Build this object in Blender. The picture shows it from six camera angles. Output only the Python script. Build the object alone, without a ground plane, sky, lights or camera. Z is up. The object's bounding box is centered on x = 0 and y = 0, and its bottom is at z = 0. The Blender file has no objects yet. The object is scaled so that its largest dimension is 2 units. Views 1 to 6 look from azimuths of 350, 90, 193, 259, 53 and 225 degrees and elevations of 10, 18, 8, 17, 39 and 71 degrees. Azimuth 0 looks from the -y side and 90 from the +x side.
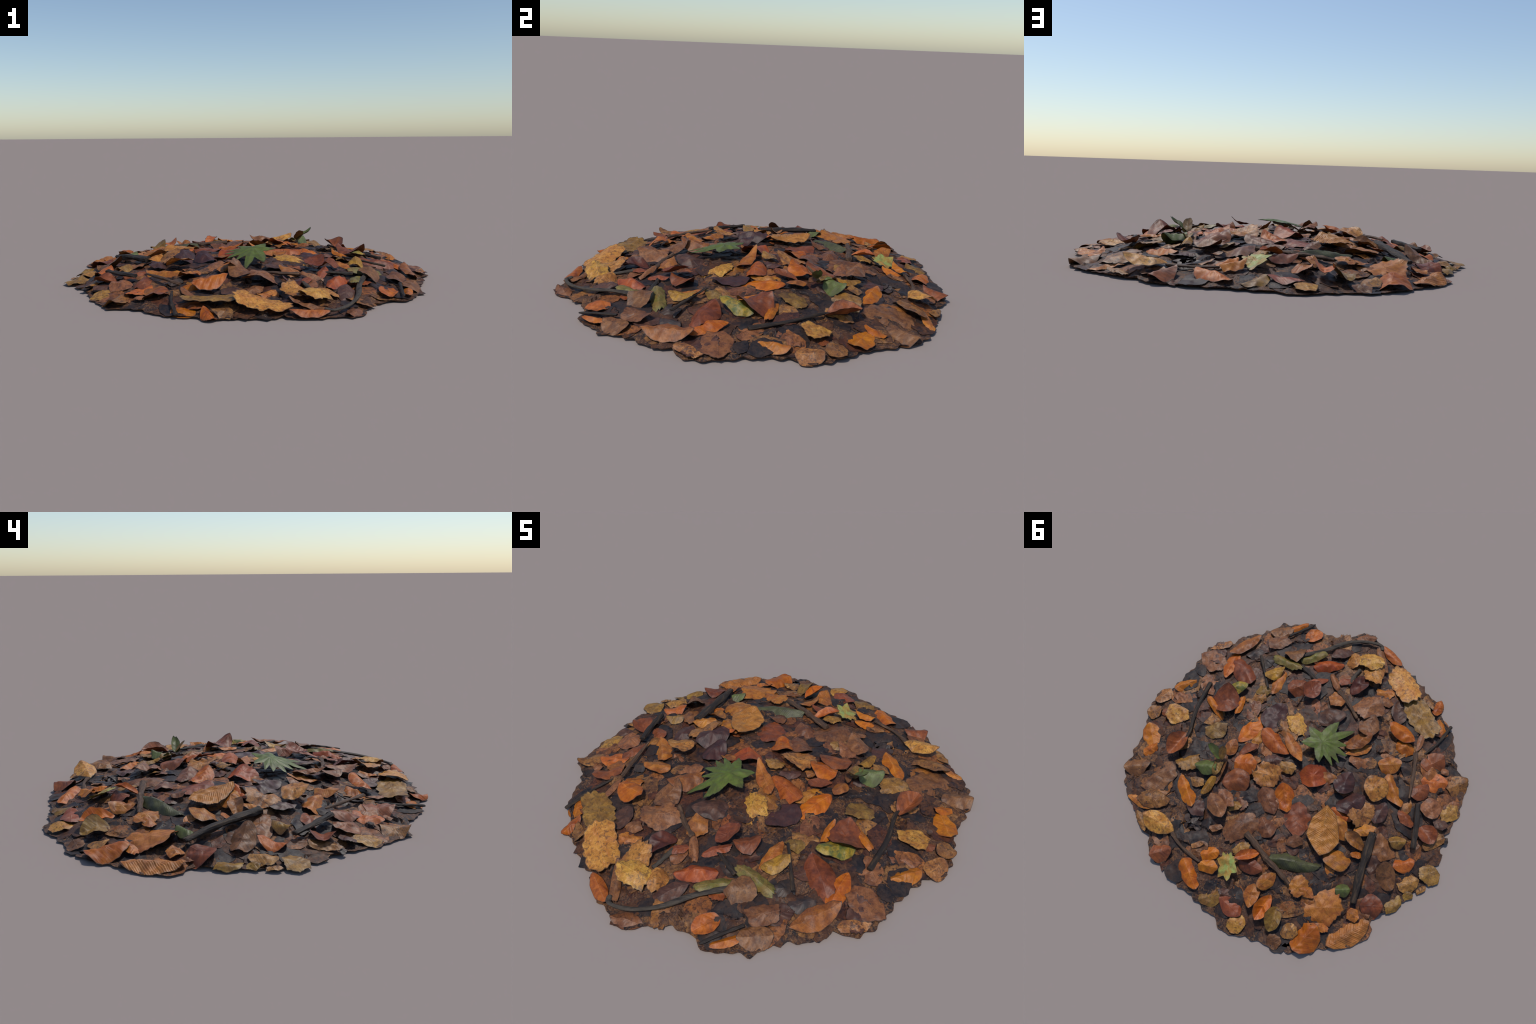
"""Round mound of wet autumn leaf litter: a lumpy brown mat, hundreds of leaf
scraps pressed into it, and about 170 larger leaves and twigs lying on top.
Lengths in the tables are centimetres, lifts are millimetres."""
import bpy, math, random
import numpy as np
from mathutils import noise, Vector

RND = random.Random(7)
NP = np.random.default_rng(7)

# ------------------------------------------------------------------ the mound
# rim distance from the centre (cm), one control value every 5 degrees from +x
RIM = [94.9, 94.3, 95.6, 101.7, 100.4, 98.9, 97.4, 99.7, 102.0, 105.0, 103.6, 101.6, 99.3, 98.2, 97.0, 100.6, 98.4, 97.4, 97.6, 96.4, 98.2, 98.5, 104.2, 102.1, 101.7, 103.8, 105.0, 105.7, 104.3, 103.2, 105.1, 104.5, 94.0, 96.7, 96.3, 96.8, 98.7, 99.7, 93.6, 93.7, 93.8, 95.3, 97.6, 97.8, 100.2, 94.2, 93.9, 96.0, 95.8, 94.1, 98.4, 94.5, 94.3, 94.8, 93.7, 98.4, 99.9, 101.3, 102.1, 95.6, 93.7, 94.0, 101.1, 99.3, 100.8, 96.0, 96.0, 97.1, 95.0, 100.7, 100.0, 97.0]
EDGE, CROWN = 0.009, 0.111          # thickness at the rim, extra height at the centre
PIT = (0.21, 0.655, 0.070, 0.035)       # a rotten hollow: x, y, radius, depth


def rim_radius(angle):
    n = len(RIM)
    f = (angle / (2 * math.pi) * n) % n
    i = np.floor(f).astype(int) if isinstance(f, np.ndarray) else int(f)
    rim = np.array(RIM)
    a, b = rim[i % n], rim[(i + 1) % n]
    return (a + (b - a) * (f - i)) / 100.0 - 0.003


def dome(x, y):
    """Smooth height of the mound; it leans a little towards +x and +y."""
    r = np.minimum(1.0, np.hypot(x, y))
    return np.maximum(0.004, 0.010 + CROWN * (1 - r ** 1.85) + 0.007 * x + 0.005 * y)


def hashed(ix, iy, k):
    v = np.sin(ix * 127.1 + iy * 311.7 + k * 74.7) * 43758.5453
    return v - np.floor(v)


def flakes(x, y, size, seed):
    """Overlapping tilted flakes: every Voronoi cell is a small sloping plane."""
    gx, gy = np.floor(x / size), np.floor(y / size)
    best = np.full(np.shape(x), 9.0)
    out = np.zeros(np.shape(x))
    for dx in (-1, 0, 1):
        for dy in (-1, 0, 1):
            cx, cy = gx + dx, gy + dy
            px = (cx + hashed(cx, cy, seed)) * size
            py = (cy + hashed(cx, cy, seed + 1)) * size
            d = np.hypot(x - px, y - py) / size
            ang = hashed(cx, cy, seed + 2) * 6.2832
            slope = 0.05 + 0.16 * hashed(cx, cy, seed + 3)
            h = slope * ((x - px) * np.cos(ang) + (y - py) * np.sin(ang)) + (hashed(cx, cy, seed + 4) - 0.5) * 0.05 * size
            take = d < best
            best, out = np.where(take, d, best), np.where(take, h, out)
    return out


def lumps(x, y):
    def one(a, b):
        return (noise.noise(Vector((a * 6, b * 6, 3.1))) * 0.007
                + noise.noise(Vector((a * 17, b * 17, 8.2))) * 0.005
                + noise.noise(Vector((a * 45, b * 45, 5.5))) * 0.0022)
    return np.array([one(a, b) for a, b in zip(np.ravel(x), np.ravel(y))]).reshape(np.shape(x))


def ground(x, y):
    """Height of the mat with its relief; low and thin at the rim."""
    x, y = np.asarray(x, float), np.asarray(y, float)
    r = np.hypot(x, y)
    rim = rim_radius(np.arctan2(y, x))
    h = dome(x, y) - 0.008 + lumps(x, y) + flakes(x, y, 0.085, 1.0) + 0.6 * flakes(x, y, 0.045, 9.0)
    h = h - PIT[3] * np.exp(-(((x - PIT[0]) ** 2 + (y - PIT[1]) ** 2) / PIT[2] ** 2) ** 2)
    edge = np.clip((rim - r) / 0.06, 0, 1)
    return np.maximum(EDGE * 0.6, EDGE + (h - EDGE) * (0.35 + 0.65 * np.sqrt(edge)))


# ---------------------------------------------------------------- materials
def socket(node, name):
    return next(s for s in node.inputs if s.name == name and s.enabled)


class Nodes:
    """Small helper that writes node trees as expressions."""

    def __init__(self, name):
        self.material = bpy.data.materials.new(name)
        self.material.use_nodes = True
        self.tree = self.material.node_tree
        self.bsdf = self.tree.nodes["Principled BSDF"]
        self.coord = self.new("ShaderNodeTexCoord").outputs["Object"]

    def new(self, kind, **props):
        node = self.tree.nodes.new(kind)
        for k, v in props.items():
            setattr(node, k, v)
        return node

    def put(self, target, value):
        if isinstance(value, bpy.types.NodeSocket):
            self.tree.links.new(value, target)
        else:
            target.default_value = value

    def math(self, op, a, b=0.0, c=0.0, clamp=False):
        n = self.new("ShaderNodeMath", operation=op, use_clamp=clamp)
        for s, v in zip(n.inputs, (a, b, c)):
            self.put(s, v)
        return n.outputs[0]

    def vmath(self, op, a, b):
        n = self.new("ShaderNodeVectorMath", operation=op)
        self.put(n.inputs[0], a)
        self.put(n.inputs[1], b)
        return n.outputs[0]

    def noise(self, vec, scale, detail=4.0, rough=0.6, warp=0.0):
        n = self.new("ShaderNodeTexNoise")
        self.put(n.inputs["Vector"], vec)
        n.inputs["Scale"].default_value = scale
        n.inputs["Detail"].default_value = detail
        n.inputs["Roughness"].default_value = rough
        n.inputs["Distortion"].default_value = warp
        return n.outputs["Fac"]

    def step(self, value, low, high, to_low=0.0, to_high=1.0):
        n = self.new("ShaderNodeMapRange", interpolation_type="SMOOTHSTEP")
        for s, v in zip(n.inputs[:5], (value, low, high, to_low, to_high)):
            self.put(s, v)
        return n.outputs[0]

    def mix(self, fac, a, b, blend="MIX"):
        n = self.new("ShaderNodeMix", data_type="RGBA", blend_type=blend)
        self.put(socket(n, "Factor"), fac)
        for s, v in ((socket(n, "A"), a), (socket(n, "B"), b)):
            self.put(s, (*v, 1.0) if isinstance(v, tuple) else v)
        return next(o for o in n.outputs if o.enabled)

    def hsv(self, colour, hue, sat, val):
        n = self.new("ShaderNodeHueSaturation")
        for k, v in (("Hue", hue), ("Saturation", sat), ("Value", val), ("Color", colour)):
            self.put(n.inputs[k], v)
        return n.outputs[0]

    def finish(self, colour, rough, height, strength=0.4, distance=0.002):
        b = self.new("ShaderNodeBump")
        b.inputs["Strength"].default_value = strength
        b.inputs["Distance"].default_value = distance
        self.put(b.inputs["Height"], height)
        self.put(self.bsdf.inputs["Base Color"], colour)
        self.put(self.bsdf.inputs["Roughness"], rough)
        self.put(self.bsdf.inputs["Normal"], b.outputs[0])
        return self.material


def leaf_material(name, main, second, spots, mottle=0.5, pleat=0.25, speck=0.35, baked_shade=0.35, gloss=0.5, dim=1.0, veined=True):
    """Dead leaf: two hues in soft blotches, dark specks and painted-in shadow patches, fibres,
    midrib and side veins. The midrib runs along local x."""
    n = Nodes(name)
    info = n.new("ShaderNodeObjectInfo").outputs["Random"]
    shift = n.new("ShaderNodeCombineXYZ")
    n.put(shift.inputs[0], n.math("MULTIPLY", info, 37.0))
    n.put(shift.inputs[1], n.math("MULTIPLY", info, 91.0))
    vec = n.vmath("ADD", n.coord, shift.outputs[0])
    sep = n.new("ShaderNodeSeparateXYZ")
    n.put(sep.inputs[0], n.coord)
    x, y = sep.outputs[0], n.math("ABSOLUTE", sep.outputs[1])
    blotch = n.step(n.noise(vec, 20, 6, 0.65, 0.6), 0.5 - 0.25 * mottle, 0.62)
    colour = n.mix(blotch, main, second)
    # fibres fan out from the midrib on both sides
    fan = n.new("ShaderNodeCombineXYZ")
    n.put(fan.inputs[0], n.math("ADD", n.math("MULTIPLY", n.math("SUBTRACT", x, n.math("MULTIPLY", y, 0.8)), 1.0), n.math("MULTIPLY", info, 37.0)))
    n.put(fan.inputs[1], n.math("MULTIPLY", n.math("ADD", sep.outputs[1], x), 0.22))
    fibre = n.noise(fan.outputs[0] if veined else vec, 90, 5, 0.75, 0.3)
    colour = n.mix(n.step(fibre, 0.42, 0.70, 0.0, 0.36), colour, n.hsv(colour, 0.497, 1.05, 0.55))
    colour = n.mix(n.step(fibre, 0.28, 0.42, 0.3, 0.0), colour, n.hsv(colour, 0.507, 0.9, 1.4))
    dots = n.noise(vec, 60, 5, 0.72, 0.7)
    colour = n.mix(n.step(dots, 0.51, 0.62, 0.0, min(1.0, speck * 1.25)), colour, (*spots,))
    colour = n.mix(n.step(dots, 0.34, 0.47, 0.7 * speck, 0.0), colour, n.hsv(colour, 0.505, 0.85, 1.5))
    shade_noise = n.noise(vec, 11, 7, 0.7, 0.5)
    colour = n.mix(n.step(shade_noise, 0.53, 0.64, 0.0, baked_shade), colour, (spots[0] * 0.55, spots[1] * 0.62, spots[2] * 0.85))
    height = n.math("MULTIPLY", fibre, 0.8)
    if veined:
        wave = n.math("SINE", n.math("MULTIPLY", n.math("SUBTRACT", x, n.math("MULTIPLY", y, 0.8)), 6.2832 / 0.0115))
        colour = n.mix(n.math("MULTIPLY", n.step(wave, 0.2, 1.0), 0.36 * pleat), colour, n.hsv(colour, 0.49, 1.0, 0.6))
        rib = n.step(y, 0.0004, 0.0022, 1.0, 0.0)
        colour = n.mix(n.math("MULTIPLY", rib, 0.25), colour, n.hsv(colour, 0.505, 0.85, 1.45))
        height = n.math("ADD", height, n.math("ADD", n.math("MULTIPLY", wave, 0.14 * pleat), n.math("MULTIPLY", rib, 0.3)))
        colour = n.hsv(colour, n.math("MULTIPLY_ADD", info, 0.012, 0.495), 1.04, n.math("MULTIPLY_ADD", n.math("FRACT", n.math("MULTIPLY", info, 17.3)), 0.34, 0.88))
    if dim < 1:
        colour = n.hsv(colour, 0.5, 0.9, dim)
    n.bsdf.inputs["Specular IOR Level"].default_value = 0.40 if veined else 0.25
    rough = n.math("MULTIPLY_ADD", dots, 0.25, gloss - 0.12)
    return n.finish(colour, rough, height, 0.6, 0.0025)


def mat_material():
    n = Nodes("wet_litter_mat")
    big = n.noise(n.coord, 8, 6, 0.66, 1.0)
    mid = n.noise(n.coord, 30, 6, 0.70, 1.2)
    fine = n.noise(n.coord, 85, 5, 0.72, 0.6)
    colour = n.mix(n.step(big, 0.42, 0.55), (0.016, 0.013, 0.014), (0.085, 0.037, 0.020))
    colour = n.mix(n.step(mid, 0.50, 0.60, 0.0, 0.75), colour, (0.20, 0.088, 0.032))
    colour = n.mix(n.step(fine, 0.50, 0.60, 0.0, 0.8), colour, (0.026, 0.017, 0.020))
    colour = n.mix(n.step(fine, 0.34, 0.44, 0.6, 0.0), colour, (0.24, 0.125, 0.065))
    grit = n.noise(n.coord, 150, 3, 0.7, 0.4)
    colour = n.mix(n.step(grit, 0.54, 0.64, 0.0, 0.55), colour, (0.20, 0.115, 0.070))
    n.bsdf.inputs["Specular IOR Level"].default_value = 0.25
    return n.finish(colour, n.math("MULTIPLY_ADD", mid, 0.3, 0.40), n.math("ADD", mid, n.math("MULTIPLY", fine, 0.5)), 0.8, 0.006)


def bark_material(name, main, second):
    n = Nodes(name)
    vec = n.vmath("MULTIPLY", n.coord, (0.16, 1.0, 1.0))   # bark streaks run along local x
    n.bsdf.inputs["Specular IOR Level"].default_value = 0.25
    a = n.noise(vec, 60, 5, 0.65, 0.5)
    b = n.noise(vec, 190, 3, 0.6)
    colour = n.mix(n.step(a, 0.45, 0.68), main, second)
    colour = n.mix(n.step(b, 0.5, 0.7, 0.0, 0.5), colour, (0.016, 0.013, 0.012))
    return n.finish(colour, 0.62, n.math("ADD", a, b), 0.8, 0.005)


#            main colour          second colour        spots                 options
PALETTE = {
    "orange":      ((0.46, 0.142, 0.020), (0.35, 0.092, 0.017), (0.12, 0.035, 0.016), dict(speck=0.2)),
    "redorange":   ((0.41, 0.104, 0.026), (0.30, 0.066, 0.021), (0.10, 0.026, 0.016), dict(speck=0.25)),
    "amber":       ((0.43, 0.165, 0.034), (0.30, 0.098, 0.025), (0.10, 0.040, 0.016), dict(speck=0.35)),
    "beech":       ((0.46, 0.188, 0.048), (0.36, 0.135, 0.034), (0.13, 0.060, 0.022), dict(pleat=1.0, speck=0.15)),
    "amberbrown":  ((0.30, 0.110, 0.026), (0.19, 0.066, 0.022), (0.06, 0.026, 0.015), dict(speck=0.35)),
    "russet":      ((0.255, 0.070, 0.026), (0.170, 0.046, 0.020), (0.05, 0.018, 0.014), dict(speck=0.3)),
    "darkred":     ((0.13, 0.034, 0.018), (0.09, 0.024, 0.016), (0.03, 0.013, 0.012), dict(speck=0.3)),
    "brown":       ((0.230, 0.092, 0.036), (0.150, 0.056, 0.024), (0.04, 0.020, 0.017), dict(speck=0.45)),
    "darkbrown":   ((0.105, 0.042, 0.025), (0.065, 0.027, 0.019), (0.024, 0.014, 0.013), dict(speck=0.4)),
    "plum":        ((0.056, 0.024, 0.021), (0.080, 0.030, 0.022), (0.022, 0.012, 0.013), dict(speck=0.3, gloss=0.5)),
    "dark":        ((0.032, 0.024, 0.022), (0.065, 0.038, 0.028), (0.015, 0.013, 0.014), dict(speck=0.4)),
    "tan":         ((0.32, 0.140, 0.040), (0.20, 0.080, 0.027), (0.05, 0.026, 0.020), dict(speck=0.7)),
    "yellow":      ((0.50, 0.245, 0.054), (0.39, 0.160, 0.036), (0.11, 0.050, 0.024), dict(speck=0.6)),
    "yellowtan":   ((0.46, 0.205, 0.048), (0.31, 0.120, 0.030), (0.08, 0.040, 0.022), dict(speck=0.6)),
    "gold":        ((0.36, 0.170, 0.026), (0.22, 0.098, 0.020), (0.07, 0.036, 0.016), dict(speck=0.4)),
    "olive":       ((0.215, 0.120, 0.027), (0.15, 0.075, 0.020), (0.05, 0.030, 0.016), dict(speck=0.5)),
    "olivegold":   ((0.28, 0.150, 0.032), (0.19, 0.088, 0.022), (0.06, 0.036, 0.016), dict(speck=0.45)),
    "olivetan":    ((0.34, 0.165, 0.038), (0.21, 0.095, 0.026), (0.06, 0.036, 0.020), dict(speck=0.55)),
    "goldgreen":   ((0.36, 0.215, 0.026), (0.10, 0.120, 0.030), (0.06, 0.050, 0.018), dict(speck=0.4)),
    "greenolive":  ((0.17, 0.145, 0.034), (0.22, 0.140, 0.036), (0.05, 0.036, 0.016), dict(speck=0.4)),
    "green":       ((0.105, 0.130, 0.032), (0.070, 0.078, 0.024), (0.10, 0.075, 0.026), dict(speck=0.3)),
    "darkgreen":   ((0.085, 0.085, 0.030), (0.060, 0.056, 0.026), (0.03, 0.026, 0.016), dict(speck=0.35, pleat=0.7)),
    "lightgreen":  ((0.24, 0.30, 0.085), (0.34, 0.185, 0.040), (0.14, 0.10, 0.030), dict(speck=0.3)),
    "stargreen":   ((0.100, 0.130, 0.021), (0.068, 0.080, 0.018), (0.10, 0.070, 0.024), dict(speck=0.3, pleat=0.1, gloss=0.5)),
}
MATERIAL = {k: leaf_material("leaf_" + k, a, b, c, **o) for k, (a, b, c, o) in PALETTE.items()}
# leaf rims darkened to paint the scan's baked edge shadow, and pressed litter without veins
BAKED_EDGE = {k: leaf_material("margin_" + k, a, b, c, **(o | dict(dim=0.45))) for k, (a, b, c, o) in PALETTE.items()}
LITTER = {
    "brown": leaf_material("litter_brown", (0.110, 0.044, 0.020), (0.055, 0.025, 0.015), (0.024, 0.016, 0.017), speck=0.8, baked_shade=0.7, veined=False),
    "russet": leaf_material("litter_russet", (0.120, 0.040, 0.019), (0.064, 0.024, 0.015), (0.026, 0.015, 0.016), speck=0.75, baked_shade=0.6, veined=False),
    "tan": leaf_material("litter_tan", (0.26, 0.115, 0.036), (0.110, 0.046, 0.021), (0.030, 0.019, 0.019), speck=0.85, baked_shade=0.75, veined=False),
    "amber": leaf_material("litter_amber", (0.30, 0.105, 0.028), (0.160, 0.056, 0.022), (0.040, 0.020, 0.016), speck=0.7, baked_shade=0.6, veined=False),
    "dark": leaf_material("litter_dark", (0.026, 0.020, 0.020), (0.048, 0.027, 0.020), (0.012, 0.011, 0.013), speck=0.7, baked_shade=0.7, veined=False),
}
MAT_MATERIAL = mat_material()
BARK = {"black": bark_material("black_bark", (0.026, 0.019, 0.016), (0.075, 0.046, 0.026)),
        "brown": bark_material("brown_bark", (0.075, 0.042, 0.026), (0.16, 0.085, 0.045)),
        "grey": bark_material("grey_bark", (0.070, 0.054, 0.040), (0.030, 0.023, 0.020))}


# ------------------------------------------------------------------ leaf outlines
# each returns points (s, t) around the leaf: s from 0 (stalk) to 1 (tip) along the
# midrib, t from -1 to 1 across it
def angular(pts, corners, rnd, keep=0.3):
    """Pull a smooth outline on to a few crooked corners, as crisp dead leaves have."""
    n = len(pts)
    marks = sorted({0, n // 2} | {int(n * (k + rnd.uniform(-0.3, 0.3)) / corners) % n for k in range(corners)})
    out = list(pts)
    for a, b in zip(marks, marks[1:] + [marks[0] + n]):
        for i in range(a, b):
            f = (i - a) / (b - a)
            p, q, o = pts[a % n], pts[b % n], pts[i % n]
            line = (p[0] + (q[0] - p[0]) * f, p[1] + (q[1] - p[1]) * f)
            out[i % n] = tuple(line[c] + (o[c] - line[c]) * keep for c in (0, 1))
    return out


def outline_ovate(n, rnd):
    fat, sharp = rnd.uniform(0.75, 1.15), rnd.uniform(0.5, 0.72)
    one, two = rnd.uniform(0.92, 1.12), rnd.uniform(0.92, 1.12)
    wob = [rnd.uniform(-0.05, 0.05) for _ in range(n)]
    pts = []
    for i in range(n):
        a = 2 * math.pi * i / n
        s = (1 - math.cos(a)) / 2
        w = math.sin(math.pi * min(1, s ** fat)) ** sharp if 0 < s < 1 else 0
        w *= (1 + (wob[i] + wob[i - 1]) / 2) * (one if a < math.pi else two)
        pts.append((s, math.copysign(w, math.sin(a)) if w > 1e-6 else 0.0))
    return angular(pts, rnd.choice((7, 8, 9, 10)), rnd, rnd.uniform(0.25, 0.7))


def outline_round(n, rnd):
    ph = [rnd.uniform(0, 6.28) for _ in range(4)]
    pts = []
    for i in range(n):
        a = 2 * math.pi * i / n
        r = 1 + 0.05 * math.sin(2 * a + ph[0]) + 0.05 * math.sin(3 * a + ph[1]) + 0.035 * math.sin(5 * a + ph[2]) + rnd.uniform(-0.015, 0.015)
        pts.append((0.5 - 0.5 * r * math.cos(a), r * math.sin(a)))
    return pts


def outline_scrap(n, rnd):
    """Torn piece: a crooked polygon with nibbled edges."""
    m = rnd.choice((6, 7, 8, 9))
    cs = [(2 * math.pi * (k + rnd.uniform(-0.28, 0.28)) / m, rnd.uniform(0.78, 1.16)) for k in range(m)]
    pts = []
    for i in range(n):
        a = 2 * math.pi * i / n
        best = None
        for k in range(m):
            a0, r0 = cs[k]
            a1, r1 = cs[(k + 1) % m]
            span = (a1 - a0) % (2 * math.pi)
            f = ((a - a0) % (2 * math.pi)) / span
            if f <= 1:
                # straight edge between the two corners
                best = r0 * r1 * math.sin(span) / (r0 * math.sin(f * span) + r1 * math.sin((1 - f) * span))
                break
        r = (best or 1.0) * (1 + rnd.uniform(-0.045, 0.03))
        pts.append((0.5 - 0.5 * r * math.cos(a), r * math.sin(a)))
    return pts


def outline_oak(n, rnd):
    """Broad blade with crooked sides, a few shallow bays and small pointed teeth."""
    ph, teeth = [rnd.uniform(0, 6.28) for _ in range(3)], rnd.choice((13, 15, 17))
    pts = []
    for i in range(n):
        a = 2 * math.pi * i / n
        e = (abs(math.cos(a)) ** 2.8 + abs(math.sin(a)) ** 2.8) ** (-1 / 2.8)
        r = 0.98 + 0.08 * math.sin(2 * a + ph[0]) + 0.07 * math.sin(5 * a + ph[1])
        pts.append((0.5 - 0.5 * r * e * math.cos(a), r * e * math.sin(a)))
    pts = angular(pts, 9, rnd, 0.4)
    out = []
    for i, (s, t) in enumerate(pts):
        saw = (i * teeth / n + ph[2]) % 1.0
        k = 1 + 0.13 * (saw - 0.6) + rnd.uniform(-0.03, 0.03)
        out.append((0.5 + (s - 0.5) * k, t * k))
    return out


def outline_strip(n, rnd):
    ph = rnd.uniform(0, 6.28)
    pts = []
    for i in range(n):
        a = 2 * math.pi * i / n
        e = (abs(math.cos(a)) ** 3 + abs(math.sin(a)) ** 2) ** (-1 / 2.5)
        r = e * (1 + 0.06 * math.sin(4 * a + ph) + rnd.uniform(-0.04, 0.03))
        s = 0.5 - 0.5 * r * math.cos(a)
        pts.append((s, r * math.sin(a) * (1 - 0.35 * max(0, s - 0.6) / 0.4)))
    return pts


def lobes_outline(n, tips, valley, rnd, sharp=1.0):
    """Star outline in polar form: tips = (angle in degrees, length)."""
    tips = sorted((a % 360, r) for a, r in tips)
    pts = []
    for i in range(n):
        a = 360.0 * i / n
        for k in range(len(tips)):
            a0, r0 = tips[k]
            a1, r1 = tips[(k + 1) % len(tips)]
            span = (a1 - a0) % 360
            f = ((a - a0) % 360) / span
            if f <= 1:
                low = valley * min(r0, r1) * (1.0 if span < 70 else 0.8)
                edge = r0 if f < 0.5 else r1
                g = abs(f - 0.5) * 2
                r = low + (edge - low) * g ** (2.2 * sharp)
                break
        r *= 1 + rnd.uniform(-0.03, 0.03)
        pts.append((r * math.cos(math.radians(a)), r * math.sin(math.radians(a))))
    return pts


def outline_maple(n, rnd):
    tips = [(0, 0.62), (48, 0.58), (-48, 0.58), (100, 0.5), (-100, 0.5), (150, 0.36), (-150, 0.36), (180, 0.3)]
    tips = [(a + rnd.uniform(-8, 8), r * rnd.uniform(0.85, 1.12)) for a, r in tips]
    pts = lobes_outline(n, tips, 0.74, rnd, 0.55)
    return [(0.4 + p[0], 2.0 * p[1]) for p in pts]


OUTLINE = {"ovate": outline_ovate, "round": outline_round, "scrap": outline_scrap,
           "oak": outline_oak, "strip": outline_strip, "maple": outline_maple}


# ------------------------------------------------------------------ leaf bodies
def blade(edge, rings, surface, thickness):
    """Closed thin body: concentric rings from the outline to its centre, top and
    bottom faces. surface(px, py) gives the height of the top at local metres."""
    edge = np.array(edge)
    n = len(edge)
    c = edge.mean(0) * np.array((1.0, 0.0))
    # first ring carries the painted dark edge shade
    shrink = [1.0, 0.965] + [0.965 * (1 - k / (rings - 1)) ** 0.9 for k in range(1, rings - 1)]
    grid = [c + (edge - c) * k for k in shrink]
    plan = np.vstack(grid + [c[None]])
    z = surface(plan[:, 0], plan[:, 1])
    depth = np.vstack([np.full((n, 1), thickness * (0.5 if k == 0 else 1.0)) for k in range(rings)] + [np.array([[thickness]])])[:, 0]
    top = np.column_stack([plan, z])
    bottom = np.column_stack([plan, z - depth])
    m = len(plan)
    faces, slots = [], []
    for k in range(rings - 1):
        for i in range(n):
            j = (i + 1) % n
            a, b, d, e = k * n + i, k * n + j, (k + 1) * n + j, (k + 1) * n + i
            faces.append((a, b, d, e))
            faces.append((m + e, m + d, m + b, m + a))
            slots += [1 if k == 0 else 0] * 2
    for i in range(n):
        j = (i + 1) % n
        a, b = (rings - 1) * n + i, (rings - 1) * n + j
        faces.append((a, b, m - 1))
        faces.append((2 * m - 1, m + b, m + a))
        faces.append((j, i, m + i, m + j))
        slots += [0, 0, 1]
    return np.vstack([top, bottom]), faces, slots


def mesh_object(name, verts, faces, materials, parent, slots=None, flip=False):
    mesh = bpy.data.meshes.new(name)
    if flip:
        faces = [f[::-1] for f in faces]
    mesh.from_pydata(verts.tolist() if hasattr(verts, "tolist") else verts, [], faces)
    for m in materials:
        mesh.materials.append(m)
    if slots is not None:
        mesh.polygons.foreach_set("material_index", slots)
    mesh.polygons.foreach_set("use_smooth", [True] * len(mesh.polygons))
    mesh.update()
    mesh.set_sharp_from_angle(angle=math.radians(38))
    obj = bpy.data.objects.new(name, mesh)
    bpy.context.scene.collection.objects.link(obj)
    obj.parent = parent
    return obj


def leaf_surface(length, half, lift, camber, rnd, heading, centre, pleat=0.0, tilt=0.0, pitch=0.0, bend=None, calm=1.0):
    """Height of a leaf above its own origin: follows the mound, ridged or folded
    along the midrib, bent along its length and crumpled a little."""
    free = calm * min(1.2, 0.35 + lift / 0.035)          # low leaves lie flat, high ones curl and tip
    camber = max(camber * 1.15, -(lift + 0.012) / half)
    bend = rnd.uniform(-0.24, 0.20) * free if bend is None else bend
    roll = tilt + rnd.uniform(-0.24, 0.24) * free
    pitch = pitch + (rnd.uniform(-0.14, 0.14) * free if not pitch else 0)
    kick = rnd.choice((0, 0.3, 0.5, -0.4)) * free
    seed = rnd.uniform(0, 99)
    # sharp creases: straight lines across the blade along which it is folded a little
    folds = [(rnd.uniform(0, math.pi), rnd.uniform(-0.3, 0.3) * half, rnd.uniform(-0.55, 0.40) * free) for _ in range(2)]
    ca, sa = math.cos(heading), math.sin(heading)
    base = float(dome(centre[0], centre[1]))

    def surface(px, py):
        wx, wy = centre[0] + px * ca - py * sa, centre[1] + px * sa + py * ca
        s, t = px / length * 2, np.abs(py) / half
        z = dome(wx, wy) - base + lift
        z = z + camber * half * t ** 1.45 + bend * length * 0.5 * s ** 2 * 0.6
        z = z + roll * py + pitch * px + kick * length * 0.5 * np.maximum(0, s - 0.45) ** 2
        crumple = np.array([noise.noise(Vector((a * 28, b * 28, seed))) for a, b in zip(px, py)])
        crease = np.array([abs(noise.noise(Vector((a * 16, b * 16, seed + 7)))) for a, b in zip(px, py)])
        wrinkle = np.array([abs(noise.noise(Vector(((a - abs(b) * 0.8) * 60, b * 14, seed + 3)))) for a, b in zip(px, py)])
        z = z + crumple * 0.006 - crease * 0.012 - wrinkle * 0.004 + 0.005
        for a, d, f in folds:
            z = z + f * np.maximum(0, px * math.cos(a) + py * math.sin(a) - d) * min(1.0, half / 0.05)
        if pleat:
            z = z + pleat * np.sin((px - np.abs(py) * 0.8) * 2 * math.pi / 0.0115)
        return np.maximum(z, 0.004 - base)
    return surface


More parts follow.
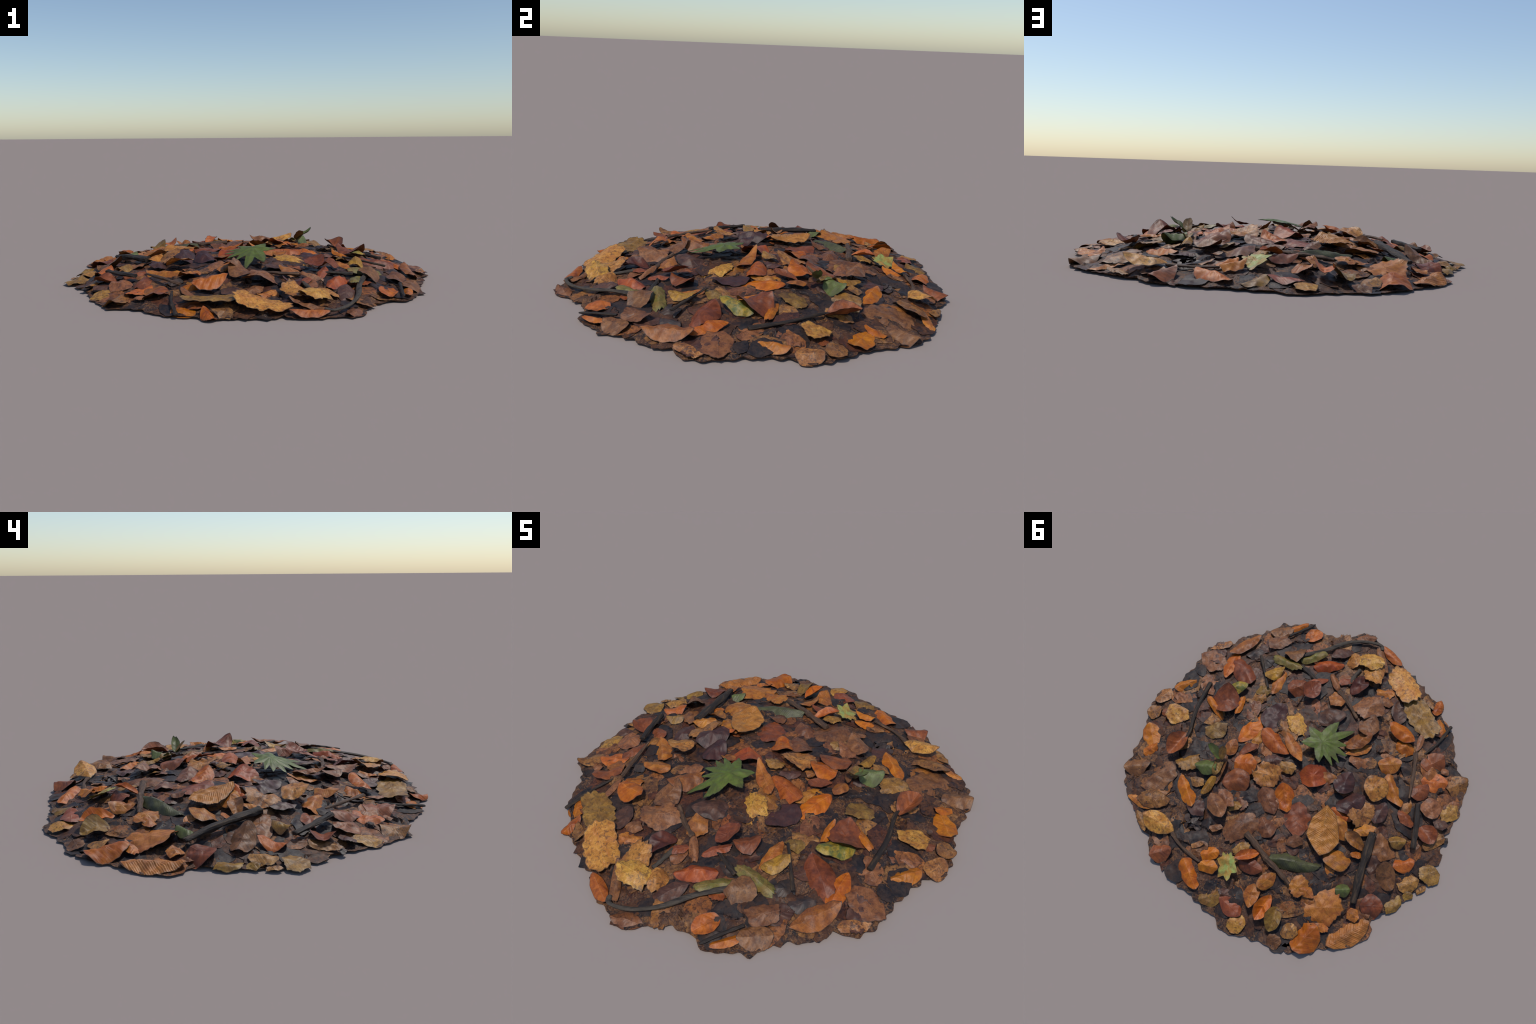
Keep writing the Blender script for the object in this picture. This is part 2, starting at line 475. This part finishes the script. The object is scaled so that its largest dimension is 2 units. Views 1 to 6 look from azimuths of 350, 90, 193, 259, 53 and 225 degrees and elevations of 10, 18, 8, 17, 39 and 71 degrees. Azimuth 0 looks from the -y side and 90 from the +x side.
def add_leaf(kind, colour, stalk, tip, width, lift, camber, parent, name="leaf", n=56, rings=9, **shape):
    (x0, y0), (x1, y1) = stalk, tip
    dx, dy = (x1 - x0) / 100, (y1 - y0) / 100
    length, heading = math.hypot(dx, dy) * 1.03, math.atan2(dy, dx)
    centre = ((x0 + x1) / 200, (y0 + y1) / 200)
    half = width * 1.1 / 200
    if colour == "beech":
        n, rings, shape["pleat"], shape["calm"] = 160, 28, 0.0009, 0.45
    elif colour == "darkgreen":
        shape["calm"] = 0.35
    elif kind == "ovate":
        n, rings = 72, 13
    rnd = random.Random(f"{x0:.1f} {y0:.1f} {x1:.1f} {y1:.1f}")      # every leaf keeps its own shape
    pts = [((s - 0.5) * length, t * half) for s, t in OUTLINE[kind](n, rnd)]
    pts = pts[::-1]
    if kind == "maple":
        pts = pts[::-1]
    surf = leaf_surface(length, half, lift / 1000, camber, rnd, heading, centre, **shape)
    verts, faces, slots = blade(pts, rings, surf, 0.0018)
    obj = mesh_object(name, verts, faces, [MATERIAL[colour], BAKED_EDGE[colour]], parent, slots)
    obj.location = (centre[0], centre[1], float(dome(*centre)))
    obj.rotation_euler = (0, 0, heading)
    return obj


# ------------------------------------------------------------------ what lies on top
# outline, stalk (x, y), tip (x, y), width, lift, camber (below 0: ridge, above 0: trough)
LEAVES = {
    "orange": [
        ("ovate", (91.3, 16.7), (86.0, 3.4), 7.6, 15, -0.6),
        ("ovate", (85.5, 42.9), (70.9, 52.0), 11.0, 4, -0.5),
        ("scrap", (74.2, 59.4), (70.2, 49.6), 6.3, 10, -0.3),
        ("ovate", (81.2, -28.0), (73.6, -9.6), 9.1, 20, -0.4),
        ("strip", (71.4, 6.8), (53.1, 11.2), 4.2, 12, -0.4),
        ("strip", (55.2, -7.9), (49.6, 4.0), 4.2, 12, -0.4),
        ("strip", (69.2, -63.3), (64.2, -75.1), 4.2, 12, -0.3),
        ("ovate", (35.7, 15.0), (36.6, -6.8), 10.3, 7, -0.5),
        ("round", (28.1, 26.2), (16.4, 19.0), 11.9, 49, -0.3),
        ("ovate", (46.9, 50.5), (27.4, 61.2), 10.4, 18, -0.6),
        ("ovate", (-34.6, -82.3), (-31.4, -93.8), 6.9, 12, -0.5),
        ("ovate", (-38.6, -84.1), (-48.1, -75.8), 8.7, 4, -0.4),
        ("ovate", (-20.1, -56.0), (-37.7, -58.8), 10.7, 49, -0.5),
        ("scrap", (-30.3, -48.9), (-41.5, -55.9), 10.0, 22, -0.4),
        ("ovate", (9.2, 84.8), (-7.9, 91.7), 10.5, 19, -0.5),
        ("scrap", (3.8, 76.9), (-3.7, 67.2), 8.8, 14, -0.4),
        ("scrap", (2.0, 82.1), (-9.4, 75.1), 7.5, 24, -0.5),
        ("ovate", (-1.7, 15.8), (-14.7, 25.7), 11.5, 15, -0.4),
        ("ovate", (-40.6, 64.6), (-43.5, 80.5), 8.4, 26, 0.7),
        ("ovate", (-69.4, 77.0), (-70.1, 58.5), 14.9, 30, -0.5),
        ("scrap", (-56.3, 17.8), (-61.9, 13.9), 3.9, 22, -0.2),
    ],
    "yellow": [
        ("scrap", (83.0, 34.6), (71.2, 21.3), 13.5, 11, -0.1),
        ("oak", (12.3, -12.3), (25.7, -25.7), 13.4, 12, -0.2),
        ("oak", (24.1, -78.9), (9.1, -83.3), 11.7, 55, -0.2),
        ("oak", (-21.0, -80.2), (3.7, -88.5), 16.4, 24, -0.15),
        ("ovate", (43.4, 83.4), (24.8, 78.4), 10.7, 42, -0.4, -0.15),
        ("scrap", (-32.1, 91.6), (-43.2, 86.7), 11.1, 15, -0.2),
    ],
    "tan": [
        ("round", (92.6, 38.4), (85.8, 33.2), 9.0, 8, -0.2),
        ("round", (93.2, 30.6), (93.4, 18.0), 8.4, 8, -0.3),
        ("scrap", (53.2, -7.6), (43.8, -17.4), 8.0, 12, -0.2),
        ("scrap", (97.2, -17.8), (88.9, -31.2), 5.6, 8, -0.1),
        ("scrap", (40.9, 50.7), (30.6, 47.3), 6.4, 14, -0.2),
        ("scrap", (-20.8, -89.6), (-31.3, -85.8), 6.9, 10, -0.2),
        ("round", (-70.0, -51.3), (-76.2, -63.9), 10.9, 12, -0.3),
        ("scrap", (54.2, 79.7), (38.3, 67.2), 11.2, 26, -0.15),
        ("scrap", (49.5, 84.9), (37.2, 89.2), 5.8, 7, -0.2),
        ("scrap", (11.2, 77.7), (6.8, 70.5), 3.4, 12, -0.2),
        ("scrap", (-57.8, 75.2), (-63.2, 66.4), 9.1, 10, -0.2),
        ("oak", (-44.8, 5.5), (-46.4, -12.3), 11.2, 28, -0.2),
        ("scrap", (-82.4, -13.3), (-87.7, -28.3), 7.1, 7, -0.2),
        ("scrap", (-96.6, 6.9), (-99.3, -0.5), 3.7, 6, -0.1),
    ],
    "brown": [
        ("scrap", (88.5, 21.3), (77.0, 10.3), 10.8, 7, -0.2),
        ("ovate", (75.0, 72.7), (66.4, 59.6), 12.9, 16, -0.5),
        ("scrap", (63.3, 74.1), (51.3, 52.1), 20.7, 7, -0.1),
        ("scrap", (71.2, -44.4), (63.2, -57.1), 10.0, 16, -0.2),
        ("scrap", (56.7, -45.3), (50.6, -57.6), 11.3, 31, -0.2),
        ("ovate", (77.0, -53.0), (68.3, -64.7), 9.8, 14, -0.3),
        ("scrap", (97.9, -12.0), (79.6, -14.0), 13.6, 7, -0.1),
        ("strip", (34.5, 26.0), (26.7, 42.6), 4.0, 22, 0.3),
        ("scrap", (22.6, 43.4), (9.5, 44.0), 8.6, 20, -0.3),
        ("ovate", (24.0, 48.5), (9.1, 54.1), 10.2, 46, -0.5),
        ("ovate", (37.6, -89.5), (26.3, -98.3), 7.2, 12, -0.4),
        ("strip", (20.9, -94.1), (4.2, -81.8), 4.6, 14, -0.5),
        ("scrap", (-4.9, -64.3), (-14.0, -70.2), 6.1, 10, -0.2),
        ("oak", (0.0, -47.2), (-7.5, -63.9), 15.0, 38, -0.2),
        ("ovate", (-10.4, -53.9), (-14.7, -38.2), 11.4, 28, -0.3),
        ("strip", (27.7, -57.7), (16.3, -50.3), 4.3, 26, -0.5),
        ("strip", (-37.8, -68.5), (-42.7, -55.8), 3.5, 14, -0.3),
        ("scrap", (-19.9, -20.5), (-28.2, -32.9), 10.1, 10, -0.2),
        ("scrap", (-60.1, -58.3), (-65.3, -59.8), 5.6, 10, -0.3),
        ("ovate", (-75.9, -31.0), (-66.7, -40.5), 12.6, 20, -0.2),
        ("oak", (0.2, 60.4), (-2.5, 32.8), 15.7, 16, -0.15),
        ("ovate", (-18.2, 42.4), (-3.9, 37.0), 12.7, 21, -0.45),
        ("ovate", (5.1, 25.3), (-10.3, 31.5), 10.8, 16, -0.4),
        ("scrap", (-26.7, 38.8), (-32.4, 30.9), 7.4, 20, -0.2),
        ("scrap", (10.5, 63.3), (5.8, 57.0), 4.6, 12, -0.2),
        ("scrap", (-54.9, 82.2), (-63.1, 79.7), 7.5, 8, -0.2),
        ("scrap", (-58.1, 0.5), (-74.9, 4.2), 13.5, 8, -0.1),
        ("ovate", (-72.5, 8.6), (-85.9, 16.3), 11.5, 19, -0.4),
    ],
    "russet": [
        ("ovate", (63.4, 32.4), (60.3, 49.0), 10.4, 22, 0.7),
        ("ovate", (78.7, -25.8), (57.9, -16.7), 13.6, 31, -0.4),
        ("ovate", (65.6, -6.0), (54.9, 8.6), 16.1, 28, -0.4),
        ("scrap", (29.8, 20.6), (26.1, 9.2), 5.7, 22, 0.3),
        ("ovate", (24.0, 39.7), (14.2, 26.7), 13.5, 33, -0.5),
        ("ovate", (38.1, -28.7), (32.8, -40.3), 11.6, 26, -0.5),
        ("ovate", (26.5, -32.7), (28.0, -46.0), 9.8, 30, 0.3),
        ("strip", (33.0, -41.1), (26.5, -53.1), 4.3, 20, -0.3),
        ("scrap", (20.3, -55.2), (14.8, -63.5), 5.4, 14, -0.2),
        ("round", (-51.9, -51.1), (-57.0, -64.4), 11.5, 14, -0.3),
        ("ovate", (-59.1, -32.1), (-60.0, -46.3), 9.9, 16, -0.4),
        ("ovate", (25.0, 97.1), (17.8, 86.0), 10.7, 23, -0.5),
        ("ovate", (-14.5, 63.8), (-28.2, 59.1), 8.7, 28, -0.5),
        ("ovate", (-15.6, 16.3), (-28.1, 32.4), 15.7, 4, -0.2),
        ("ovate", (-20.9, 85.5), (-36.1, 84.3), 9.4, 14, -0.2),
        ("ovate", (-73.9, -24.1), (-85.6, -20.6), 10.5, 14, 0.5),
        ("scrap", (-58.4, -21.2), (-70.5, -20.4), 8.7, 12, -0.2),
        ("ovate", (-79.1, 34.1), (-88.7, 25.7), 13.4, 25, -0.5),
    ],
    "amberbrown": [
        ("ovate", (78.9, -46.6), (83.6, -23.3), 8.5, 22, -0.4),
        ("ovate", (34.0, 25.4), (37.7, 15.3), 7.1, 28, -0.3),
        ("scrap", (22.4, 17.5), (16.8, 15.6), 5.0, 20, -0.3),
        ("ovate", (-11.5, -26.1), (-18.0, -42.5), 9.1, 52, -0.4),
        ("scrap", (18.1, -49.2), (7.3, -41.4), 10.5, 26, -0.4),
        ("ovate", (-46.4, 11.0), (-60.5, 10.5), 6.8, 29, 0.5),
    ],
    "goldgreen": [
        ("ovate", (66.9, 0.7), (58.3, -14.7), 7.4, 46, -0.4),
    ],
    "olive": [
        ("scrap", (55.8, 26.5), (46.4, 11.4), 10.7, 10, -0.1),
        ("scrap", (50.6, -14.4), (48.2, -22.8), 9.1, 20, -0.2),
        ("strip", (34.7, 31.1), (36.5, 24.9), 5.0, 73, 0.4, 0.94),
        ("strip", (34.6, 30.4), (30.7, 39.7), 5.0, 31, 0.6),
    ],
    "gold": [
        ("ovate", (54.1, -25.7), (51.0, -39.1), 8.2, 28, -0.4),
        ("strip", (30.0, 39.9), (27.7, 52.6), 4.8, 29, -0.5),
    ],
    "amber": [
        ("strip", (50.4, -37.9), (43.6, -21.6), 6.7, 12, -0.3),
        ("ovate", (31.2, 14.2), (28.5, -2.1), 7.5, 5, -0.2),
        ("strip", (18.7, -8.2), (-0.3, -0.7), 6.7, 28, -0.4),
        ("scrap", (1.9, -67.8), (-8.8, -76.1), 8.3, 6, -0.3),
        ("scrap", (-14.8, -23.7), (-22.8, -38.6), 5.8, 14, -0.2),
        ("round", (-32.7, -32.5), (-41.5, -41.4), 9.9, 22, -0.3),
        ("ovate", (-39.9, -32.2), (-58.5, -23.0), 11.1, 17, -0.5),
        ("strip", (61.0, 81.6), (44.9, 79.1), 4.3, 10, -0.3),
        ("ovate", (-32.6, 67.3), (-34.4, 54.8), 7.4, 24, -0.4),
        ("ovate", (-29.7, 66.7), (-36.7, 78.4), 7.8, 22, -0.3),
        ("oak", (-47.4, 56.7), (-48.8, 44.5), 9.7, 26, -0.2),
        ("oak", (-57.5, 56.8), (-73.4, 41.8), 18.5, 16, -0.15),
        ("strip", (-47.9, 49.2), (-58.0, 49.6), 5.8, 22, -0.2),
        ("round", (-48.1, 30.7), (-55.7, 16.2), 15.2, 26, -0.2),
        ("ovate", (-31.2, 7.5), (-49.4, 14.0), 9.8, 26, -0.3),
        ("ovate", (-49.3, 7.4), (-56.8, -3.1), 7.5, 29, -0.3),
        ("scrap", (-76.4, 41.4), (-83.5, 39.4), 7.2, 14, -0.2),
        ("scrap", (-67.0, 60.1), (-76.5, 55.4), 5.2, 12, -0.2),
    ],
    "greenolive": [
        ("oak", (62.5, -41.1), (43.6, -45.7), 7.2, 29, -0.5),
        ("strip", (48.6, -50.1), (39.4, -65.9), 6.5, 26, -0.4),
    ],
    "dark": [
        ("scrap", (74.8, -29.9), (70.8, -39.6), 9.2, 10, -0.3),
        ("scrap", (66.2, -32.5), (60.3, -39.9), 10.2, 10, -0.3),
        ("scrap", (-43.1, -39.6), (-47.1, -46.0), 8.9, 10, -0.3),
        ("scrap", (-89.4, -25.4), (-89.8, -29.6), 4.4, 7, -0.2),
    ],
    "plum": [
        ("ovate", (31.3, -2.5), (32.5, -21.3), 12.4, 6, -0.3),
        ("ovate", (-27.7, -2.4), (-24.6, -17.3), 11.9, 31, -0.3),
        ("ovate", (-33.8, 5.5), (-39.9, -12.2), 13.1, 53, -0.25),
    ],
    "redorange": [
        ("ovate", (30.7, -0.1), (9.0, -0.2), 12.8, 22, -0.6),
        ("ovate", (56.8, -64.5), (54.0, -76.6), 9.4, 6, 0.3),
        ("ovate", (39.3, -52.9), (26.8, -67.7), 8.5, 32, -0.6),
        ("ovate", (19.1, -96.6), (2.0, -93.7), 6.3, 21, -0.5),
        ("ovate", (-56.2, -44.0), (-68.5, -54.4), 11.1, 9, -0.4),
        ("round", (-15.9, 4.2), (-5.9, -4.3), 15.5, 28, -0.2),
        ("ovate", (-12.2, 64.8), (-19.6, 52.8), 6.1, 35, 0.7),
        ("strip", (-31.4, 7.4), (-43.8, 3.7), 4.9, 29, -0.4),
        ("ovate", (-78.0, 5.9), (-84.4, -5.7), 9.3, 18, -0.5),
    ],
    "yellowtan": [
        ("oak", (16.2, 23.3), (1.2, 13.6), 12.6, 22, -0.15),
        ("oak", (27.5, -68.1), (23.0, -80.0), 9.1, 26, -0.2),
        ("oak", (12.8, -85.5), (7.6, -68.3), 12.0, 26, -0.2),
        ("round", (-36.7, -15.1), (-45.4, -24.7), 13.6, 43, -0.1),
    ],
    "green": [
        ("round", (42.0, 43.4), (33.7, 34.4), 9.4, 53, -0.7),
        ("strip", (34.5, 29.9), (43.7, 29.9), 4.7, 76, 0.4, 0.70),
        ("round", (-64.2, 37.9), (-69.5, 32.1), 7.4, 29, -0.6),
    ],
    "olivetan": [
        ("oak", (53.2, 49.3), (45.1, 38.3), 12.6, 24, -0.2),
        ("oak", (8.2, 9.5), (-1.3, 4.6), 6.6, 24, -0.2),
        ("oak", (-16.6, -78.2), (-43.3, -71.1), 15.4, 20, -0.1, -0.03),
        ("oak", (-10.6, 63.6), (-11.9, 54.0), 7.4, 28, -0.2),
        ("scrap", (12.5, 46.2), (6.1, 41.0), 7.2, 14, -0.2),
        ("scrap", (-80.6, -34.8), (-80.7, -50.9), 11.1, 8, -0.2),
        ("scrap", (-87.5, 13.2), (-93.0, -0.1), 11.6, 20, -0.2),
        ("scrap", (-93.3, -1.5), (-97.5, -12.7), 11.8, 12, -0.2),
    ],
    "darkbrown": [
        ("scrap", (18.3, 12.7), (8.1, 5.4), 6.3, 12, -0.3),
        ("ovate", (36.3, -66.1), (30.5, -82.8), 8.5, 22, -0.3),
        ("ovate", (16.4, -25.4), (1.9, -42.0), 10.3, 26, -0.3),
        ("ovate", (-54.2, -4.6), (-50.5, -18.5), 7.8, 28, -0.3),
        ("scrap", (-76.0, -31.1), (-85.1, -34.2), 6.2, 12, -0.2),
    ],
    "darkred": [
        ("ovate", (10.3, -55.4), (10.2, -71.2), 8.9, 26, 0.4),
    ],
    "lightgreen": [
        ("maple", (-5.7, 63.8), (-17.6, 76.3), 12.7, 22, -0.2),
    ],
    "darkgreen": [
        ("strip", (-25.0, 51.6), (-49.4, 34.7), 9.0, 26, -0.7),
    ],
    "olivegold": [
        ("round", (-13.4, 94.2), (-19.8, 84.2), 10.4, 7, -0.5),
        ("ovate", (-47.2, 66.7), (-53.4, 79.3), 9.0, 24, 0.6),
        ("round", (-67.6, -2.8), (-73.4, -9.7), 7.3, 29, -0.6),
        ("scrap", (-90.1, 26.3), (-92.9, 14.2), 8.6, 12, -0.2),
        ("scrap", (-93.5, 14.4), (-95.6, 7.7), 5.0, 7, -0.2),
    ],
    "beech": [
        ("ovate", (-80.8, 62.5), (-88.8, 36.8), 14.0, 22, -0.3),
        ("ovate", (-28.7, 7.7), (-45.0, 30.6), 17.8, 32, -0.2),
    ],
}

# path, thickness, lift, bark
TWIGS = [
    (((77.6, -1.1), (70.3, 17.7), (62.3, 31.1), (59.3, 43.2)), 2.4, 16, "black"),
    (((67.7, -35.2), (57.6, -28.3), (47.9, -21.6)), 1.8, 40, "black"),
    (((66.3, -59.2), (63.3, -68.8), (61.0, -77.6)), 1.7, 24, "black"),
    (((51.0, -51.6), (43.2, -65.2), (37.3, -80.3), (30.3, -89.9), (21.4, -95.5), (17.7, -93.6)), 2.5, 30, "grey"),
    (((-46.6, -85.0), (-47.9, -69.4), (-46.9, -57.9)), 1.6, 16, "black"),
    (((16.6, -50.6), (7.1, -49.0), (-4.0, -45.0)), 2.4, 26, "brown"),
    (((45.2, -48.1), (37.1, -47.3), (29.6, -47.1)), 2.8, 24, "black"),
    (((15.4, -58.3), (17.0, -66.4), (17.9, -72.8)), 2.6, 18, "grey"),
    (((-42.9, -54.4), (-50.4, -43.1), (-58.5, -30.1)), 2.2, 36, "brown"),
    (((25.1, 79.3), (14.2, 81.1), (1.1, 79.7)), 2.2, 16, "brown"),
    (((-6.5, 50.4), (-15.0, 51.1), (-24.7, 52.2)), 3.9, 32, "brown"),
    (((-23.5, 52.4), (-33.8, 52.8), (-43.6, 53.6)), 2.8, 30, "brown"),
    (((-57.4, 0.1), (-65.7, 18.0), (-75.8, 36.1)), 5.0, 50, "black"),
    (((-64.1, -31.2), (-72.3, -20.4), (-79.2, -9.8)), 3.7, 44, "black"),
]

# green star leaf: direction of each lobe (degrees), its length
STAR_TIPS = [(-8, 12.3), (-82, 18.2), (-111, 23.3), (-139, 15.7), (-162, 16.9), (173, 16.5), (157, 15.6), (125, 13.0), (46, 12.0)]


# ------------------------------------------------------------------ build: the mat
pile = bpy.data.objects.new("leaf_pile", None)
bpy.context.scene.collection.objects.link(pile)
pile["label"] = "round flat mound of wet brown and orange autumn leaves"
pile["category"] = "leaf pile"


def build_mat():
    spokes, rings = 540, 150
    ang = np.arange(spokes) * 2 * math.pi / spokes
    rim = rim_radius(ang) * (1 + 0.006 * np.sin(ang * 61) + 0.005 * np.sin(ang * 97 + 1))
    frac = (np.arange(1, rings + 1) / rings) ** 0.75
    x = (frac[:, None] * rim * np.cos(ang)).ravel()
    y = (frac[:, None] * rim * np.sin(ang)).ravel()
    z = ground(x, y)
    top = np.column_stack([x, y, z])
    edge = top[-spokes:].copy()
    mid = edge * (0.995, 0.995, 0.45)
    low = edge * (0.975, 0.975, 0.0)
    centre = np.array([[0, 0, float(ground(0.0, 0.0))], [0, 0, 0.0]])
    verts = np.vstack([top, mid, low, centre])
    faces, total = [], rings * spokes
    for k in range(rings + 1):
        for i in range(spokes):
            j = (i + 1) % spokes
            faces.append((k * spokes + i, (k + 1) * spokes + i, (k + 1) * spokes + j, k * spokes + j))
    c = (rings + 2) * spokes
    for i in range(spokes):
        j = (i + 1) % spokes
        faces.append((c, i, j))
        faces.append((c + 1, (rings + 1) * spokes + j, (rings + 1) * spokes + i))
    return mesh_object("litter_mat", verts, faces, [MAT_MATERIAL], pile)


build_mat()


# ------------------------------------------------------------------ build: pressed scraps
def build_scraps(count=430):
    """Flat torn pieces pressed into the mat, all joined in one part."""
    kinds = ["brown"] * 8 + ["russet"] * 4 + ["tan"] * 5 + ["amber"] * 3 + ["dark"] * 13
    used = sorted(set(kinds))
    verts, faces, slots, off = [], [], [], 0
    for i in range(count):
        r, a = math.sqrt((i + RND.random()) / count), i * 2.39996 + RND.uniform(-0.3, 0.3)
        size = RND.uniform(0.045, 0.095)
        r = r * (float(rim_radius(np.array([a]))[0]) - 0.04)
        cx, cy = r * math.cos(a), r * math.sin(a)
        if math.hypot(cx - PIT[0], cy - PIT[1]) < PIT[2]:
            continue
        turn, squash = RND.uniform(0, 6.28), RND.uniform(0.5, 0.9)
        n = 30
        pts = [((s - 0.5) * 2 * size, t * size * squash) for s, t in outline_scrap(n, RND)][::-1]
        ca, sa = math.cos(turn), math.sin(turn)
        lift, roll, pitch = RND.uniform(0.000, 0.007), RND.uniform(-0.1, 0.1), RND.uniform(-0.1, 0.1)
        g0 = float(ground(np.array([cx]), np.array([cy]))[0])

        def surf(px, py):
            wx, wy = cx + px * ca - py * sa, cy + px * sa + py * ca
            low = ground(wx, wy)
            d = np.hypot(px, py) / size
            plane = g0 + dome(wx, wy) - dome(cx, cy) + roll * py + pitch * px
            return np.maximum(0.72 * low + 0.28 * plane + lift - 0.002 * d * d, 0.006)
        v, f, _ = blade(pts, 6, surf, 0.0015)
        w = np.column_stack([cx + v[:, 0] * ca - v[:, 1] * sa, cy + v[:, 0] * sa + v[:, 1] * ca, v[:, 2]])
        verts.append(w)
        faces += [tuple(k + off for k in face) for face in f]
        slots += [used.index(RND.choice(kinds))] * len(f)
        off += len(v)
    obj = mesh_object("leaf_scraps", np.vstack(verts), faces, [LITTER[k] for k in used], pile, slots)
    obj["kind"] = "stuff"
    return obj


build_scraps()

# ------------------------------------------------------------------ build: leaves on top
for colour, rows in LEAVES.items():
    for kind, stalk, tip, width, lift, camber, *slope in rows:
        add_leaf(kind, colour, stalk, tip, width, lift, camber, pile, pitch=slope[0] if slope else 0.0)


def fill_leaves(count=45):
    """Half-hidden leaves of the layer below, strewn evenly between the others."""
    colours = ["brown"] * 4 + ["russet"] * 4 + ["amberbrown"] * 4 + ["amber"] * 2 + ["tan"] * 2 + ["darkbrown"] * 3
    for i in range(count):
        r, a = 0.93 * math.sqrt((i + 0.5) / count), i * 2.39996 + 1.0
        x, y, turn, size = r * math.cos(a) * 100, r * math.sin(a) * 100, RND.uniform(0, 6.28), RND.uniform(10, 16)
        dx, dy = size / 2 * math.cos(turn), size / 2 * math.sin(turn)
        add_leaf(RND.choice(("ovate", "ovate", "scrap", "oak")), RND.choice(colours), (x - dx, y - dy), (x + dx, y + dy),
                 size * RND.uniform(0.5, 0.75), RND.uniform(-3, 4), RND.uniform(-0.2, 0.1), pile)


fill_leaves()


def fill_hollow(count=12):
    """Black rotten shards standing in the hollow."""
    for i in range(count):
        a, r = i * 2.4, 5.5 * math.sqrt(i / count)
        x, y, turn, size = PIT[0] * 100 + r * math.cos(a), PIT[1] * 100 + r * math.sin(a), RND.uniform(0, 6.28), RND.uniform(3.5, 6)
        dx, dy = size / 2 * math.cos(turn), size / 2 * math.sin(turn)
        add_leaf("scrap", "dark", (x - dx, y - dy), (x + dx, y + dy), size * 0.6, RND.uniform(-22, -4), -0.2, pile, n=24, rings=5, pitch=RND.uniform(-0.9, 0.9))


fill_hollow()


def build_star():
    """The fresh green leaf with long pointed lobes that crowns the mound."""
    cx, cy, lift = -0.0075, -0.172, 0.070
    tips = STAR_TIPS
    pts = lobes_outline(180, [(a, r / 100) for a, r in tips], 0.62, RND, 0.62)
    base = float(dome(cx, cy))
    rays = [(math.radians(a), r / 100) for a, r in tips]

    def surf(px, py):
        z = dome(cx + px, cy + py) - base + lift
        ang, rad = np.arctan2(py, px), np.hypot(px, py)
        side = np.full(px.shape, 9.0)
        for a, r in rays:
            d = np.abs((ang - a + math.pi) % (2 * math.pi) - math.pi)
            side = np.minimum(side, d)
        z = z - 0.22 * rad * np.minimum(side, 0.5)
        z = z - 0.06 * rad - 0.4 * rad ** 2 + 0.12 * (px + py) * 0.7
        return z + np.array([noise.noise(Vector((a * 25, b * 25, 4))) * 0.004 for a, b in zip(px, py)])
    v, f, slots = blade(pts, 16, surf, 0.002)
    obj = mesh_object("star_leaf", v, f, [MATERIAL["stargreen"], BAKED_EDGE["stargreen"]], pile, slots)
    obj.location = (cx, cy, base)


build_star()


# ------------------------------------------------------------------ build: twigs
def add_twig(path, width, lift, bark):
    """Slightly flattened bent stick, thinner to one end, with knots."""
    ctrl = [Vector((x / 100, y / 100, float(dome(x / 100, y / 100)) + lift / 1000 - width / 250)) for x, y in path]
    n, sides = 40, 14
    pts = []
    for i in range(n):
        f = i / (n - 1) * (len(ctrl) - 1)
        k = min(int(f), len(ctrl) - 2)
        p0, p1, p2, p3 = ctrl[max(k - 1, 0)], ctrl[k], ctrl[k + 1], ctrl[min(k + 2, len(ctrl) - 1)]
        u = f - k
        pts.append(0.5 * ((2 * p1) + (p2 - p0) * u + (2 * p0 - 5 * p1 + 4 * p2 - p3) * u * u + (3 * p1 - p0 - 3 * p2 + p3) * u ** 3))
    origin = pts[n // 2].copy()
    verts, faces = [], []
    seed = RND.uniform(0, 50)
    heading = math.atan2(pts[-1].y - pts[0].y, pts[-1].x - pts[0].x)
    ch, sh = math.cos(heading), math.sin(heading)
    for i, p in enumerate(pts):
        d = (pts[min(i + 1, n - 1)] - pts[max(i - 1, 0)]).normalized()
        side = d.cross(Vector((0, 0, 1))).normalized()
        up = side.cross(d)
        f = i / (n - 1)
        r = width / 200 * (1.08 - 0.35 * f) * (1 + 0.35 * noise.noise(Vector((f * 6, seed, 0))))
        if i in (0, n - 1):
            r *= 0.8
        for j in range(sides):
            a = 2 * math.pi * j / sides
            q = r * (1 + 0.30 * noise.noise(Vector((math.cos(a) * 1.6, math.sin(a) * 1.6 + seed, f * 5))))
            w = p - origin + side * (q * math.cos(a)) + up * (q * 0.65 * math.sin(a))
            verts.append((w.x * ch + w.y * sh, w.y * ch - w.x * sh, w.z))
    for i in range(n - 1):
        for j in range(sides):
            k = (j + 1) % sides
            faces.append((i * sides + j, (i + 1) * sides + j, (i + 1) * sides + k, i * sides + k))
    faces.append(tuple(range(sides)))
    faces.append(tuple(reversed(range((n - 1) * sides, n * sides))))
    obj = mesh_object("twig", verts, [f[::-1] for f in faces], [BARK[bark]], pile)
    obj.location = origin
    obj.rotation_euler = (0, 0, heading)


for path, width, lift, bark in TWIGS:
    add_twig(path, width, lift, bark)
